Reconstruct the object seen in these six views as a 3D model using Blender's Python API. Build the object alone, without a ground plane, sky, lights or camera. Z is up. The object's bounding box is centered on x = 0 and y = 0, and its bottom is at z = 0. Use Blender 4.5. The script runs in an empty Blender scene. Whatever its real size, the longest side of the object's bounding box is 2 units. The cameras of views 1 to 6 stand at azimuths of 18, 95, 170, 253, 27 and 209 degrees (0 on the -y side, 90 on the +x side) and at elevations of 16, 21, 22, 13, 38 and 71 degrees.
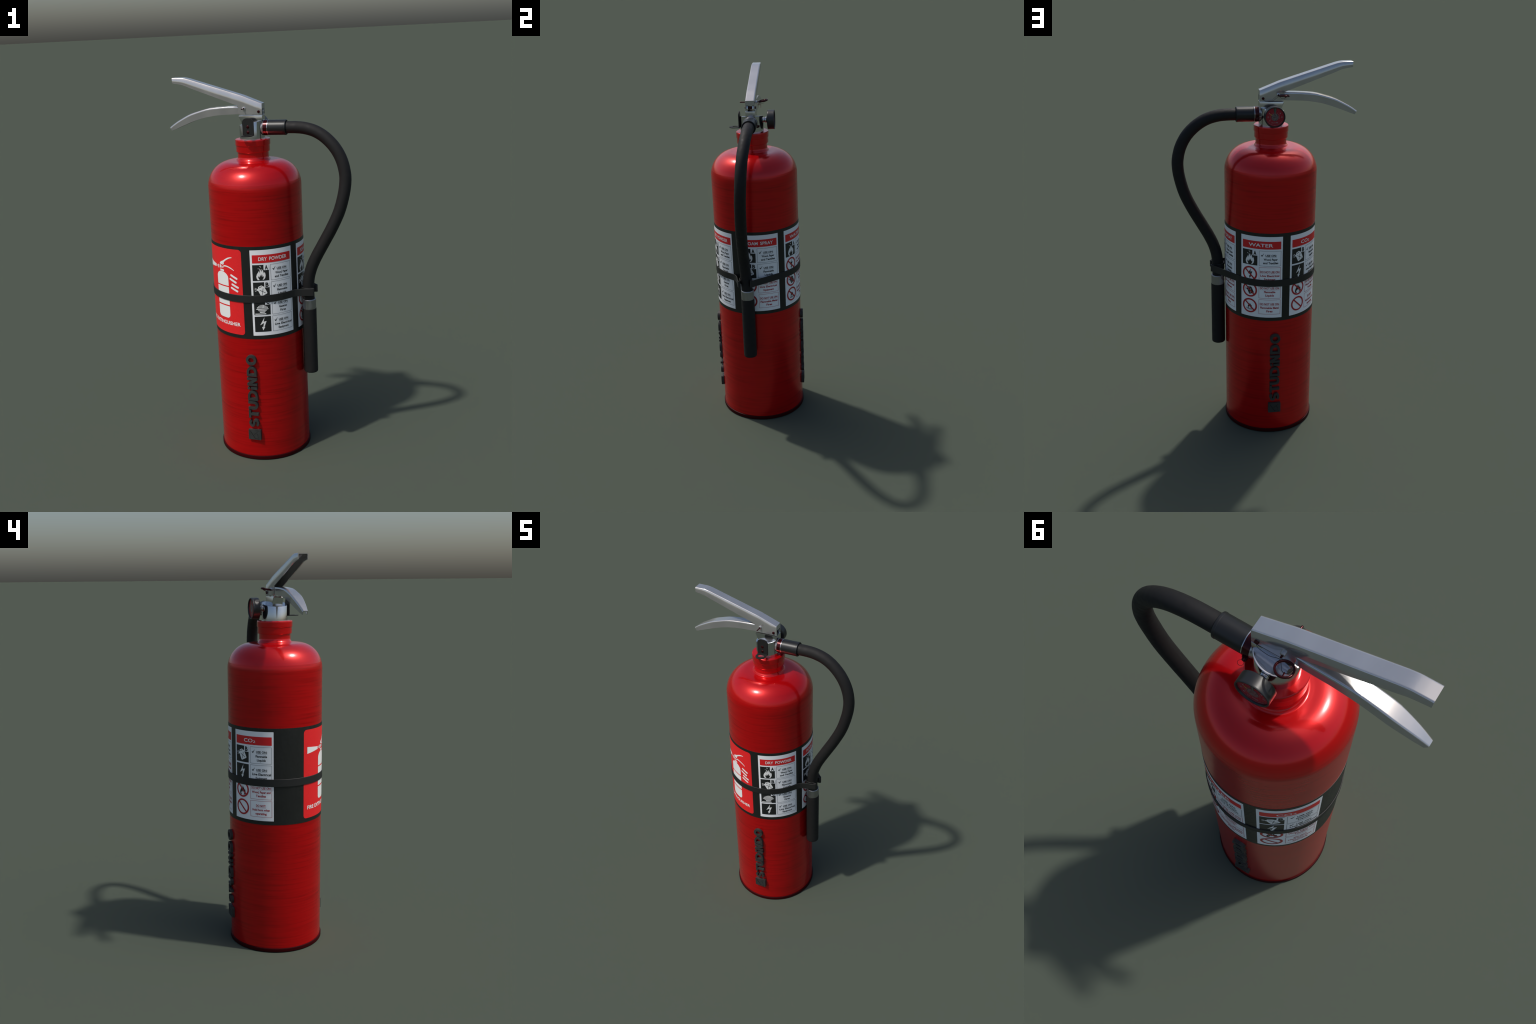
"""A red fire extinguisher: painted tank with wrap-around label and raised
lettering, chromed valve with squeeze handles, gauge, hose and rubber strap."""
import bpy, bmesh, math, random
from mathutils import Vector, Matrix
from mathutils.geometry import tessellate_polygon

random.seed(7)
AX = -0.0321            # x of the tank axis
R = 0.2405              # tank radius
TAU = math.tau

# --------------------------------------------------------------------------
# materials
# --------------------------------------------------------------------------
def new_mat(name):
    m = bpy.data.materials.new(name)
    m.use_nodes = True
    nt = m.node_tree
    return m, nt, nt.nodes["Principled BSDF"]

def setp(b, **kw):
    for k, v in kw.items():
        b.inputs[k.replace("_", " ")].default_value = v

def mapped_noise(nt, scale_vec, scale, detail=4.0, rough=0.55):
    tc = nt.nodes.new("ShaderNodeTexCoord")
    mp = nt.nodes.new("ShaderNodeMapping")
    mp.inputs["Scale"].default_value = scale_vec
    nz = nt.nodes.new("ShaderNodeTexNoise")
    nz.inputs["Scale"].default_value = scale
    nz.inputs["Detail"].default_value = detail
    nz.inputs["Roughness"].default_value = rough
    nt.links.new(tc.outputs["Object"], mp.inputs["Vector"])
    nt.links.new(mp.outputs["Vector"], nz.inputs["Vector"])
    return nz.outputs["Fac"]

def ramp(nt, fac, stops):
    r = nt.nodes.new("ShaderNodeValToRGB")
    els = r.color_ramp.elements
    while len(els) < len(stops):
        els.new(0.5)
    for e, (p, c) in zip(els, stops):
        e.position = p
        e.color = (*c, 1.0)
    nt.links.new(fac, r.inputs["Fac"])
    return r.outputs["Color"]

def maprange(nt, fac, a, b, lo=0.3, hi=0.7):
    n = nt.nodes.new("ShaderNodeMapRange")
    n.inputs["From Min"].default_value = lo
    n.inputs["From Max"].default_value = hi
    n.inputs["To Min"].default_value = a
    n.inputs["To Max"].default_value = b
    nt.links.new(fac, n.inputs["Value"])
    return n.outputs["Result"]

def bump(nt, b, fac, strength, dist):
    n = nt.nodes.new("ShaderNodeBump")
    n.inputs["Strength"].default_value = strength
    n.inputs["Distance"].default_value = dist
    nt.links.new(fac, n.inputs["Height"])
    nt.links.new(n.outputs["Normal"], b.inputs["Normal"])

def plain(name, col, rough=0.5, metal=0.0, coat=0.0, spec=0.5, vary=0.0, vscale=(1, 1, 1), vs=30):
    m, nt, b = new_mat(name)
    setp(b, Base_Color=(*col, 1), Roughness=rough, Metallic=metal, Coat_Weight=coat)
    b.inputs["Specular IOR Level"].default_value = spec
    if vary:
        f = mapped_noise(nt, vscale, vs)
        lo = tuple(c * (1 - vary) for c in col)
        hi = tuple(min(1, c * (1 + vary)) for c in col)
        nt.links.new(ramp(nt, f, [(0.3, lo), (0.7, hi)]), b.inputs["Base Color"])
        nt.links.new(maprange(nt, f, rough * 0.85, min(1, rough * 1.15)), b.inputs["Roughness"])
    return m

def painted_body():
    """Red enamel with horizontal brushed streaks running round the tank."""
    m, nt, b = new_mat("streaked_red_paint")
    f = mapped_noise(nt, (1.6, 1.6, 46), 2.4, 5, 0.6)
    nt.links.new(ramp(nt, f, [(0.32, (0.42, 0.0010, 0.0022)), (0.5, (0.57, 0.0018, 0.0034)),
                              (0.70, (0.63, 0.0026, 0.0044))]), b.inputs["Base Color"])
    g = mapped_noise(nt, (2, 2, 90), 3.0, 4)
    nt.links.new(maprange(nt, g, 0.20, 0.27), b.inputs["Roughness"])
    setp(b, Metallic=0.40, Specular_IOR_Level=0.62)
    return m

def glossy_shoulder():
    m, nt, b = new_mat("glossy_red_enamel")
    f = mapped_noise(nt, (1.5, 1.5, 20), 3.0, 4)
    nt.links.new(ramp(nt, f, [(0.3, (0.58, 0.0020, 0.0040)), (0.7, (0.64, 0.0026, 0.0046))]), b.inputs["Base Color"])
    setp(b, Metallic=0.45, Roughness=0.23, Coat_Weight=0.45, Coat_Roughness=0.08)
    return m

def brushed_metal(name, col, rough, vec=(14, 14, 2), s=3.0, vary=0.12, metal=1.0):
    m, nt, b = new_mat(name)
    f = mapped_noise(nt, vec, s, 1)
    lo = tuple(c * (1 - vary) for c in col)
    hi = tuple(min(1, c * (1 + vary)) for c in col)
    nt.links.new(ramp(nt, f, [(0.15, lo), (0.85, hi)]), b.inputs["Base Color"])
    nt.links.new(maprange(nt, f, rough * 0.7, rough * 1.35, 0.1, 0.9), b.inputs["Roughness"])
    setp(b, Metallic=metal)
    return m

M = dict(
    paint=painted_body(),
    shoulder=glossy_shoulder(),
    chrome=brushed_metal("brushed_chrome", (0.62, 0.63, 0.65), 0.17, (9, 9, 3), 2.0, 0.05),
    steel=brushed_metal("satin_steel", (0.57, 0.565, 0.565), 0.175, (9, 2, 2), 1.6, 0.08, 0.74),
    bandmetal=brushed_metal("dull_aluminium", (0.37, 0.37, 0.37), 0.42, (20, 20, 4), 3.0),
    rubber=plain("black_rubber", (0.0135, 0.013, 0.013), 0.64, spec=0.26, vary=0.05, vs=60),
    ferrule=plain("black_anodised_metal", (0.025, 0.026, 0.027), 0.38, metal=0.5),
    strap=plain("black_strap_plastic", (0.012, 0.0125, 0.012), 0.55),
    gaugecase=plain("black_gauge_plastic", (0.016, 0.017, 0.018), 0.38),
    bracket=plain("blackened_steel", (0.013, 0.0135, 0.013), 0.60, spec=0.3),
    foot=plain("dark_maroon_foot", (0.034, 0.0008, 0.0018), 0.55, spec=0.1),
    maroon=plain("maroon_anodised_metal", (0.048, 0.0035, 0.0055), 0.20, metal=0.6),
    wire=plain("black_wire", (0.01, 0.008, 0.008), 0.5),
    letter=plain("raised_letter_rubber", (0.027, 0.0285, 0.027), 0.60, vary=0.2, vs=50),
    groove=plain("groove_shadow", (0.003, 0.003, 0.003), 0.8),
    lab_black=plain("label_black", (0.0105, 0.0115, 0.0105), 0.42, vary=0.2, vs=120),
    lab_white=plain("label_white", (0.92, 0.93, 0.94), 0.34),
    lab_red=plain("label_red", (0.80, 0.017, 0.020), 0.42, vary=0.05, vs=150),
    lab_hdr=plain("label_header_red", (0.72, 0.014, 0.018), 0.42),
    ink_black=plain("ink_black", (0.012, 0.013, 0.013), 0.45),
    ink_grey=plain("ink_grey", (0.16, 0.17, 0.18), 0.45),
    ink_white=plain("ink_white", (0.88, 0.88, 0.86), 0.40),
    ink_red=plain("ink_red", (0.42, 0.012, 0.020), 0.42),
    dial_red=plain("dial_red", (0.30, 0.003, 0.018), 0.30, vary=0.15, vs=200),
    dial_green=plain("dial_green", (0.006, 0.050, 0.028), 0.35),
    dial_print=plain("dial_print", (0.32, 0.20, 0.21), 0.4),
    dial_disc=plain("dial_disc", (0.15, 0.115, 0.115), 0.3, metal=0.3, vary=0.5, vs=180),
    needle=plain("needle_yellow", (0.45, 0.32, 0.03), 0.4),
)

# --------------------------------------------------------------------------
# objects
# --------------------------------------------------------------------------
def link(name, me, parent, loc=(0, 0, 0), rot=(0, 0, 0)):
    o = bpy.data.objects.new(name, me)
    bpy.context.scene.collection.objects.link(o)
    o.parent = parent
    o.location = loc
    o.rotation_euler = rot
    return o

def finish(me, mat, smooth=40):
    me.materials.clear()
    if mat:
        me.materials.append(mat)
    bm = bmesh.new(); bm.from_mesh(me)
    bmesh.ops.remove_doubles(bm, verts=bm.verts, dist=1e-6)
    bmesh.ops.recalc_face_normals(bm, faces=bm.faces)
    lim = math.radians(smooth)
    for f in bm.faces:
        f.smooth = True
    for e in bm.edges:
        e.smooth = len(e.link_faces) == 2 and e.calc_face_angle(0) < lim
    bm.to_mesh(me); bm.free()
    return me

def mesh(name, V, F, mat, smooth=40):
    me = bpy.data.meshes.new(name)
    me.from_pydata([tuple(v) for v in V], [], F)
    return finish(me, mat, smooth)

def bevelled(me, width, segs=2, angle=30, smooth=20):
    bm = bmesh.new(); bm.from_mesh(me)
    es = [e for e in bm.edges if len(e.link_faces) == 2 and e.calc_face_angle(0) > math.radians(angle)]
    bmesh.ops.bevel(bm, geom=es, offset=width, segments=segs, affect="EDGES", profile=0.6, clamp_overlap=True)
    bm.to_mesh(me); bm.free()
    return finish(me, me.materials[0], smooth)

def merge(name, parts, mat, smooth=40):
    """Join several (V, F) tuples into one mesh."""
    V, F = [], []
    for v, f in parts:
        n = len(V); V += [tuple(p) for p in v]; F += [tuple(i + n for i in q) for q in f]
    return mesh(name, V, F, mat, smooth)

def lathe(profile, segs=96, mat4=None, cap=False):
    """Turn an (r, z) profile about z, with support loops on long runs."""
    full = [profile[0]]
    for p, q in zip(profile, profile[1:]):
        d = math.hypot(q[0] - p[0], q[1] - p[1])
        if d > 0.012:
            for k in (0.0025 / d, 1 - 0.0025 / d):
                full.append((p[0] + (q[0] - p[0]) * k, p[1] + (q[1] - p[1]) * k))
        full.append(q)
    profile = full
    V, F = [], []
    for r, z in profile:
        for i in range(segs):
            a = TAU * i / segs
            V.append(Vector((r * math.sin(a), -r * math.cos(a), z)))
    n = len(profile)
    for j in range(n - 1):
        for i in range(segs):
            k = (i + 1) % segs
            F.append((j * segs + i, j * segs + k, (j + 1) * segs + k, (j + 1) * segs + i))
    if cap:
        F.append(tuple(range(segs))[::-1]); F.append(tuple((n - 1) * segs + i for i in range(segs)))
    if mat4:
        V = [mat4 @ v for v in V]
    return V, F

def along_x(x0, y0, z0):
    """Frame whose z axis runs along world +x."""
    return Matrix.Translation((x0, y0, z0)) @ Matrix.Rotation(math.pi / 2, 4, "Y")

def along_y(x0, y0, z0):
    return Matrix.Translation((x0, y0, z0)) @ Matrix.Rotation(-math.pi / 2, 4, "X")

def spline(pts, per=10, closed=False):
    P = [Vector(p) for p in pts]
    n = len(P); out = []
    for i in range(n if closed else n - 1):
        p1, p2 = P[i], P[(i + 1) % n]
        p0 = P[i - 1] if (closed or i > 0) else p1 * 2 - p2
        p3 = P[(i + 2) % n] if (closed or i + 2 < n) else p2 * 2 - p1
        d01 = max((p1 - p0).length, 1e-6) ** .5; d12 = max((p2 - p1).length, 1e-6) ** .5; d23 = max((p3 - p2).length, 1e-6) ** .5
        m1 = (p2 - p1) + d12 * ((p1 - p0) / d01 - (p2 - p0) / (d01 + d12))
        m2 = (p2 - p1) + d12 * ((p3 - p2) / d23 - (p3 - p1) / (d12 + d23))
        for k in range(per):
            t = k / per
            out.append((2 * t**3 - 3 * t**2 + 1) * p1 + (t**3 - 2 * t**2 + t) * m1 + (-2 * t**3 + 3 * t**2) * p2 + (t**3 - t**2) * m2)
    if not closed:
        out.append(P[-1])
    return out

def tube(path, rad, segs=12, closed=False):
    """Round rod swept along a path with a parallel-transported frame."""
    n = len(path); V, F = [], []
    T = []
    for i in range(n):
        a = path[(i - 1) % n] if (closed or i) else path[0]
        b = path[(i + 1) % n] if (closed or i < n - 1) else path[-1]
        T.append((b - a).normalized())
    N = T[0].orthogonal().normalized()
    for i in range(n):
        N = (N - T[i] * N.dot(T[i])).normalized()
        B = T[i].cross(N)
        for k in range(segs):
            a = TAU * k / segs
            V.append(path[i] + (N * math.cos(a) + B * math.sin(a)) * rad)
    for i in range(n if closed else n - 1):
        j = (i + 1) % n
        for k in range(segs):
            l = (k + 1) % segs
            F.append((i * segs + k, i * segs + l, j * segs + l, j * segs + k))
    if not closed:
        F.append(tuple(range(segs))[::-1]); F.append(tuple((n - 1) * segs + k for k in range(segs)))
    return V, F

def prism(outline, axis, a, b):
    """Extrude a 2D outline between a and b along the axis: 'y' takes (x, z), 'z' takes (x, y)."""
    def at(p, t):
        return Vector((p[0], t, p[1])) if axis == "y" else Vector((p[0], p[1], t))
    n = len(outline)
    V = [at(p, a) for p in outline] + [at(p, b) for p in outline]
    F = [tuple(range(n)), tuple(range(n, 2 * n))[::-1]]
    F += [(i, (i + 1) % n, n + (i + 1) % n, n + i) for i in range(n)]
    return V, F

def box(x0, x1, y0, y1, z0, z1):
    return prism([(x0, y0), (x1, y0), (x1, y1), (x0, y1)], "z", z0, z1)

def channel(stations, wall, corner, fold):
    """Pressed-steel U channel lofted along x.  Station: (x top, z top, x bottom, z bottom, half width).
    The flank turns softly over the distance fold below the chamfer."""
    rings = []
    for xt, zt, xb, zb, w in stations:
        up = Vector((xt - xb, 0, zt - zb)).normalized()
        H = (Vector((xt, 0, zt)) - Vector((xb, 0, zb))).length
        base = Vector((xb, 0, zb))
        o = lambda y, h: base + up * h + Vector((0, y, 0))
        c = min(corner, H * 0.4); wi = w - wall; ci = c * 0.6
        f = H - c - min(fold, 0.68 * (H - c)); e = min(0.0025, w * 0.2)
        rings.append([o(-w, 0), o(-w, f), o(-w, H - c), o(-w + c, H), o(-w + c + e, H), o(w - c - e, H), o(w - c, H), o(w, H - c), o(w, f), o(w, 0),
                      o(wi, 0), o(wi, H - wall - ci), o(wi - ci, H - wall), o(-wi + ci, H - wall), o(-wi, H - wall - ci), o(-wi, 0)])
    n = len(rings[0]); V = [p for r in rings for p in r]; F = []
    for i in range(len(rings) - 1):
        for k in range(n):
            l = (k + 1) % n
            F.append((i * n + k, i * n + l, (i + 1) * n + l, (i + 1) * n + k))
    for i in (0, len(rings) - 1):          # end caps, as faces round the U
        o = i * n
        for q in ((0, 1, 14, 15), (1, 2, 14), (2, 3, 13, 14), (3, 4, 5, 6, 12, 13), (6, 7, 11, 12), (7, 8, 11), (8, 9, 10, 11)):
            F.append(tuple(o + k for k in q))
    return V, F

# --------------------------------------------------------------------------
# flat artwork wrapped round the tank
# --------------------------------------------------------------------------
def flat(polys):
    """Polygons, each a list of loops (outline, holes...) in metres -> bmesh in the (s, t) plane."""
    bm = bmesh.new()
    for loops in polys:
        if loops and not isinstance(loops[0], list):
            loops = [loops]
        vec = [[Vector((p[0], p[1], 0)) for p in l] for l in loops]
        vs = [bm.verts.new(p) for l in vec for p in l]
        for t in tessellate_polygon(vec):
            try:
                bm.faces.new([vs[i] for i in t])
            except ValueError:
                pass
    return bm

FONT_CACHE = {}
def text_bm(body, x0, x1, y0, y1, bold=0.0, word_gap=1.0):
    """Lettering from the built-in font fitted to a box."""
    cu = bpy.data.curves.new("lettering", "FONT")
    cu.body = body; cu.offset = bold; cu.resolution_u = 3; cu.space_word = word_gap
    ob = bpy.data.objects.new("lettering", cu)
    bpy.context.scene.collection.objects.link(ob)
    bpy.context.view_layer.update()
    me = bpy.data.meshes.new_from_object(ob.evaluated_get(bpy.context.evaluated_depsgraph_get()))
    bpy.data.objects.remove(ob); bpy.data.curves.remove(cu)
    bm = bmesh.new(); bm.from_mesh(me); bpy.data.meshes.remove(me)
    bmesh.ops.remove_doubles(bm, verts=bm.verts, dist=1e-5)
    xs = [v.co.x for v in bm.verts]
    lo, hi = min(xs), max(xs)
    cap = 0.682 + bold           # cap height of the built-in font
    base = -bold
    for v in bm.verts:
        v.co.x = x0 + (v.co.x - lo) / (hi - lo) * (x1 - x0)
        v.co.y = y0 + (v.co.y - base) / (cap - base) * (y1 - y0)
        v.co.z = 0
    return bm

def join_bm(bms):
    out = bmesh.new()
    for b in bms:
        tmp = bpy.data.meshes.new("tmp"); b.to_mesh(tmp); b.free()
        out.from_mesh(tmp); bpy.data.meshes.remove(tmp)
    return out

def wrapped(name, bm, mat, lift, step=0.006, thick=0.0):
    """Bend the (s, t) sheet round the tank axis; lift above the tank surface."""
    xs = [v.co.x for v in bm.verts]
    x = min(xs) + step
    while x < max(xs) - 1e-5:
        bmesh.ops.bisect_plane(bm, geom=bm.verts[:] + bm.edges[:] + bm.faces[:], dist=1e-6, plane_co=(x, 0, 0), plane_no=(1, 0, 0))
        x += step
    for f in bm.faces:
        f.normal_update()
        if f.normal.z < 0:
            f.normal_flip()
    if thick:
        r = bmesh.ops.extrude_face_region(bm, geom=bm.faces[:])
        for v in r["geom"]:
            if isinstance(v, bmesh.types.BMVert):
                v.co.z += thick
    for v in bm.verts:
        a = v.co.x / R; rr = R + lift + v.co.z
        v.co = Vector((rr * math.sin(a), -rr * math.cos(a), v.co.y))
    me = bpy.data.meshes.new(name)
    bm.to_mesh(me); bm.free()
    me.materials.append(mat)
    for p in me.polygons:
        p.use_smooth = False if thick else True
    return me

def rect(x0, x1, y0, y1):
    return [(x0, y0), (x1, y0), (x1, y1), (x0, y1)]

def frame(x0, x1, y0, y1, w):
    return [rect(x0, x1, y0, y1), rect(x0 + w, x1 - w, y0 + w, y1 - w)[::-1]]

def disc(cx, cy, r, n=40, a0=0.0):
    return [(cx + r * math.cos(a0 + TAU * i / n), cy + r * math.sin(a0 + TAU * i / n)) for i in range(n)]

def rounded(x0, x1, y0, y1, r, n=7):
    out = []
    for cx, cy, a in ((x1 - r, y0 + r, -90), (x1 - r, y1 - r, 0), (x0 + r, y1 - r, 90), (x0 + r, y0 + r, 180)):
        out += [(cx + r * math.cos(math.radians(a + 90 * k / n)), cy + r * math.sin(math.radians(a + 90 * k / n))) for k in range(n + 1)]
    return out

def stroke(p, q, w, w2=None):
    w2 = w if w2 is None else w2
    d = (Vector(q) - Vector(p)).normalized(); n = Vector((-d.y, d.x))
    return [tuple(Vector(p) + n * w / 2), tuple(Vector(p) - n * w / 2), tuple(Vector(q) - n * w2 / 2), tuple(Vector(q) + n * w2 / 2)]

def scaled(poly, s, ox=0.0, oy=0.0):
    return [(ox + p[0] * s, oy + p[1] * s) for p in poly]

DEG = R * math.pi / 180          # metres of label per degree

# ==========================================================================
# BUILD
# ==========================================================================
root = bpy.data.objects.new("fire_extinguisher", None)
bpy.context.scene.collection.objects.link(root)
root["label"] = "tall red fire extinguisher with black hose and chrome squeeze handles"
root["category"] = "fire extinguisher"
TANK = (AX, 0, 0)

# ---- tank ----------------------------------------------------------------
Z_BREAK = 1.484
A_SH, B_SH, Z0_SH = 0.121, 0.127, 1.450       # shoulder quarter ellipse
def shoulder_pt(t):
    return (R - A_SH + A_SH * math.cos(t), Z0_SH + B_SH * math.sin(t))
t_break = math.asin((Z_BREAK - Z0_SH) / B_SH)
body_prof = [(0.236, 0.015), (R, 0.018), (R, 0.5), (R, 1.0), (R, Z0_SH)]
body_prof += [shoulder_pt(t_break * k / 4) for k in range(1, 5)]
link("tank_body", merge("tank_body", [lathe(body_prof, 192)], M["paint"], 50), root, TANK)

sh_prof = [shoulder_pt(t_break + (math.pi / 2 - t_break) * k / 20) for k in range(21)]
sh_prof += [(0.104, 1.5772), (0.092, 1.5778)]
sh_prof += [(0.0865, 1.5785), (0.0850, 1.5805), (0.0842, 1.5840), (0.0820, 1.5868), (0.0798, 1.5885), (0.0795, 1.600), (0.0795, 1.6225)]
link("shoulder", merge("shoulder", [lathe(sh_prof, 192)], M["shoulder"], 60), root, TANK)

collar_prof = [(0.0785, 1.6215), (0.0852, 1.6225), (0.0862, 1.6240), (0.0866, 1.6535), (0.0870, 1.6548), (0.0890, 1.6560), (0.0893, 1.6580),
               (0.0893, 1.6815), (0.0884, 1.6845), (0.0862, 1.6862), (0.0640, 1.6868)]
link("neck_collar", merge("neck_collar", [lathe(collar_prof, 160)], M["shoulder"], 35), root, TANK)

foot_prof = [(0.0, 0.003), (0.225, 0.003), (0.238, 0.0), (0.2450, 0.0004), (0.2458, 0.0025), (0.2458, 0.0160), (0.2450, 0.0185), (0.2430, 0.0196), (0.2395, 0.0198)]
link("foot_ring", merge("foot_ring", [lathe(foot_prof, 192)], M["foot"], 40), root, TANK)

# ---- label ---------------------------------------------------------------
Z_LO, Z_HI = 0.708, 1.1612
band_bm = flat([rect(0, TAU * R / 64 * 1, 0.6878, 1.1790)])
bm = bmesh.new()
# the black band is a closed sleeve
band = link("label_band", merge("label_band", [lathe([(R - 0.002, 0.6878), (R + 0.0008, 0.6880), (R + 0.0008, 1.1788), (R - 0.002, 1.1790)], 192)], M["lab_black"], 30), root, TANK)
band_bm.free(); bm.free()
L1, L2, L3 = 0.0013, 0.0019, 0.0025      # lifts of the printed layers

def place(name, me, az, z=0.0, parent=band):
    return link(name, me, parent, (0, 0, z), (0, 0, math.radians(az)))

# red panel with the extinguisher pictogram (centre azimuth -37.7, width 68.7 deg)
RP_C, RP_W = -37.65, 68.7 * DEG
rp = place("warning_panel", wrapped("warning_panel", flat([rounded(-RP_W / 2, RP_W / 2, 0.7075, 1.162, 0.017)]), M["lab_red"], L1), RP_C)

def az_poly(pts, c=RP_C):
    return [((a - c) * DEG, z) for a, z in pts]

def pictogram():
    bx0, bx1 = (-44.0 - RP_C) * DEG, (-22.95 - RP_C) * DEG
    cx, hw = (bx0 + bx1) / 2, (bx1 - bx0) / 2
    dome = [(cx + hw * math.cos(t), 1.005 + 0.031 * math.sin(t)) for t in [math.pi * k / 20 for k in range(21)]]
    top = [(bx0, 0.9640), (bx1, 0.9640)] + dome
    mid = rect(bx0, bx1, 0.8600, 0.9575)
    r = 0.020
    low = [(bx1, 0.8530), (bx0, 0.8530)] + [(bx0 + r - r * math.cos(t), 0.7885 + r - r * math.sin(t)) for t in [math.pi / 2 * k / 8 for k in range(9)]]
    low += [(bx1 - r + r * math.sin(t), 0.7885 + r - r * math.cos(t)) for t in [math.pi / 2 * k / 8 for k in range(9)]]
    P = [top, mid, low]
    P.append(az_poly([(-36.9, 1.0375), (-29.6, 1.0375), (-30.0, 1.0475), (-36.6, 1.0475)]))                      # neck
    P.append(az_poly([(-37.2, 1.0525), (-34.9, 1.0525), (-34.9, 1.0700), (-37.0, 1.0700)]))                     # valve blocks
    P.append(az_poly([(-34.0, 1.0545), (-32.7, 1.0545), (-32.7, 1.0655), (-34.0, 1.0655)]))
    P.append(az_poly([(-31.9, 1.0545), (-30.6, 1.0545), (-30.4, 1.0640), (-31.9, 1.0640)]))
    P.append([az_poly([(-36.9, 1.0735), (-31.2, 1.0715), (-29.4, 1.0765), (-29.3, 1.0860), (-26.4, 1.0965), (-23.0, 1.1050), (-19.6, 1.1120), (-15.9, 1.1165),
                       (-16.4, 1.1195), (-19.8, 1.1180), (-23.2, 1.1130), (-27.0, 1.1040), (-30.4, 1.0950), (-33.8, 1.0890), (-36.9, 1.0810)]),
              az_poly([(-32.0, 1.0765), (-31.4, 1.0785), (-32.0, 1.0805), (-32.7, 1.0785)])])                    # upper handle with pivot hole
    P.append(az_poly([(-30.4, 1.0630), (-27.2, 1.0650), (-24.5, 1.0648), (-21.6, 1.0625), (-18.8, 1.0585), (-16.3, 1.0545), (-14.2, 1.0495), (-13.6, 1.0515),
                      (-15.6, 1.0575), (-18.2, 1.0640), (-21.2, 1.0685), (-24.0, 1.0710), (-27.0, 1.0720), (-29.9, 1.0705)]))
    P.append(az_poly([(-40.9, 1.0490), (-39.0, 1.0500), (-39.0, 1.0680), (-40.9, 1.0690)]))
    P.append(az_poly([(-43.3, 1.0540), (-41.9, 1.0530), (-41.9, 1.0655), (-43.3, 1.0645)]))
    P.append(az_poly([(-66.7, 1.0400), (-45.8, 1.0520), (-45.6, 1.0655), (-66.7, 1.0745)]))                      # horn
    for a in (((-18.2, 1.0245), (-10.6, 1.0090)), ((-19.8, 1.0040), (-12.0, 0.9880)), ((-17.2, 0.9765), (-9.4, 0.9620)), ((-18.4, 0.9575), (-10.4, 0.9420))):
        p, q = az_poly(a)
        d = (Vector(q) - Vector(p)).normalized(); w = 0.0052
        ang = math.atan2(d.y, d.x)
        cap = [(p[0] + w * math.cos(ang + math.pi / 2 + math.pi * k / 6), p[1] + w * math.sin(ang + math.pi / 2 + math.pi * k / 6)) for k in range(7)]
        cap += [(q[0] + w * math.cos(ang - math.pi / 2 + math.pi * k / 6), q[1] + w * math.sin(ang - math.pi / 2 + math.pi * k / 6)) for k in range(7)]
        P.append(cap)
    return P
place("extinguisher_pictogram", wrapped("extinguisher_pictogram", flat(pictogram()), M["ink_white"], L2), RP_C)
place("panel_lettering", wrapped("panel_lettering", text_bm("FIRE EXTINGUISHER", (-66.2 - RP_C) * DEG, (-8.6 - RP_C) * DEG, 0.7525, 0.7720, 0.022), M["ink_white"], L2), RP_C)

# ---- instruction panels ----
CELL = 0.0828            # side of a hazard square
PIT = 0.0912             # row pitch
ROW_TOP = [1.0846 - PIT * i for i in range(4)]
ICON_X = -26.6 * DEG + 2.4 * DEG
BOX_X0, BOX_X1 = -26.6 * DEG + 24.2 * DEG, -26.6 * DEG + 51.2 * DEG

FLAME = [(0.30, 0.055), (0.24, 0.16), (0.222, 0.28), (0.27, 0.43), (0.335, 0.52), (0.385, 0.63), (0.41, 0.48), (0.445, 0.63), (0.43, 0.79), (0.49, 0.70), (0.545, 0.56),
         (0.565, 0.64), (0.565, 0.75), (0.63, 0.64), (0.66, 0.56), (0.685, 0.46), (0.715, 0.49), (0.73, 0.55), (0.775, 0.44), (0.79, 0.32), (0.76, 0.17), (0.69, 0.075), (0.59, 0.055),
         (0.65, 0.14), (0.675, 0.22), (0.665, 0.30), (0.605, 0.23), (0.595, 0.32), (0.565, 0.42), (0.535, 0.34), (0.505, 0.26), (0.485, 0.33), (0.465, 0.39), (0.435, 0.30), (0.405, 0.21),
         (0.37, 0.27), (0.335, 0.32), (0.34, 0.21), (0.37, 0.13), (0.42, 0.055)]
SPARKS = [[(0.43, 0.945), (0.45, 0.90), (0.50, 0.86), (0.53, 0.82), (0.525, 0.875), (0.485, 0.915)], [(0.335, 0.79), (0.355, 0.72), (0.37, 0.76), (0.365, 0.80)]]
BOLT = [(0.60, 0.95), (0.54, 0.66), (0.72, 0.70), (0.57, 0.30), (0.63, 0.32), (0.49, 0.10), (0.43, 0.33), (0.50, 0.31), (0.56, 0.58), (0.32, 0.44)]

def turn(poly, deg, c=(0.5, 0.5)):
    a = math.radians(deg); ca, sa = math.cos(a), math.sin(a)
    return [(c[0] + (x - c[0]) * ca - (y - c[1]) * sa, c[1] + (x - c[0]) * sa + (y - c[1]) * ca) for x, y in poly]

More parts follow.
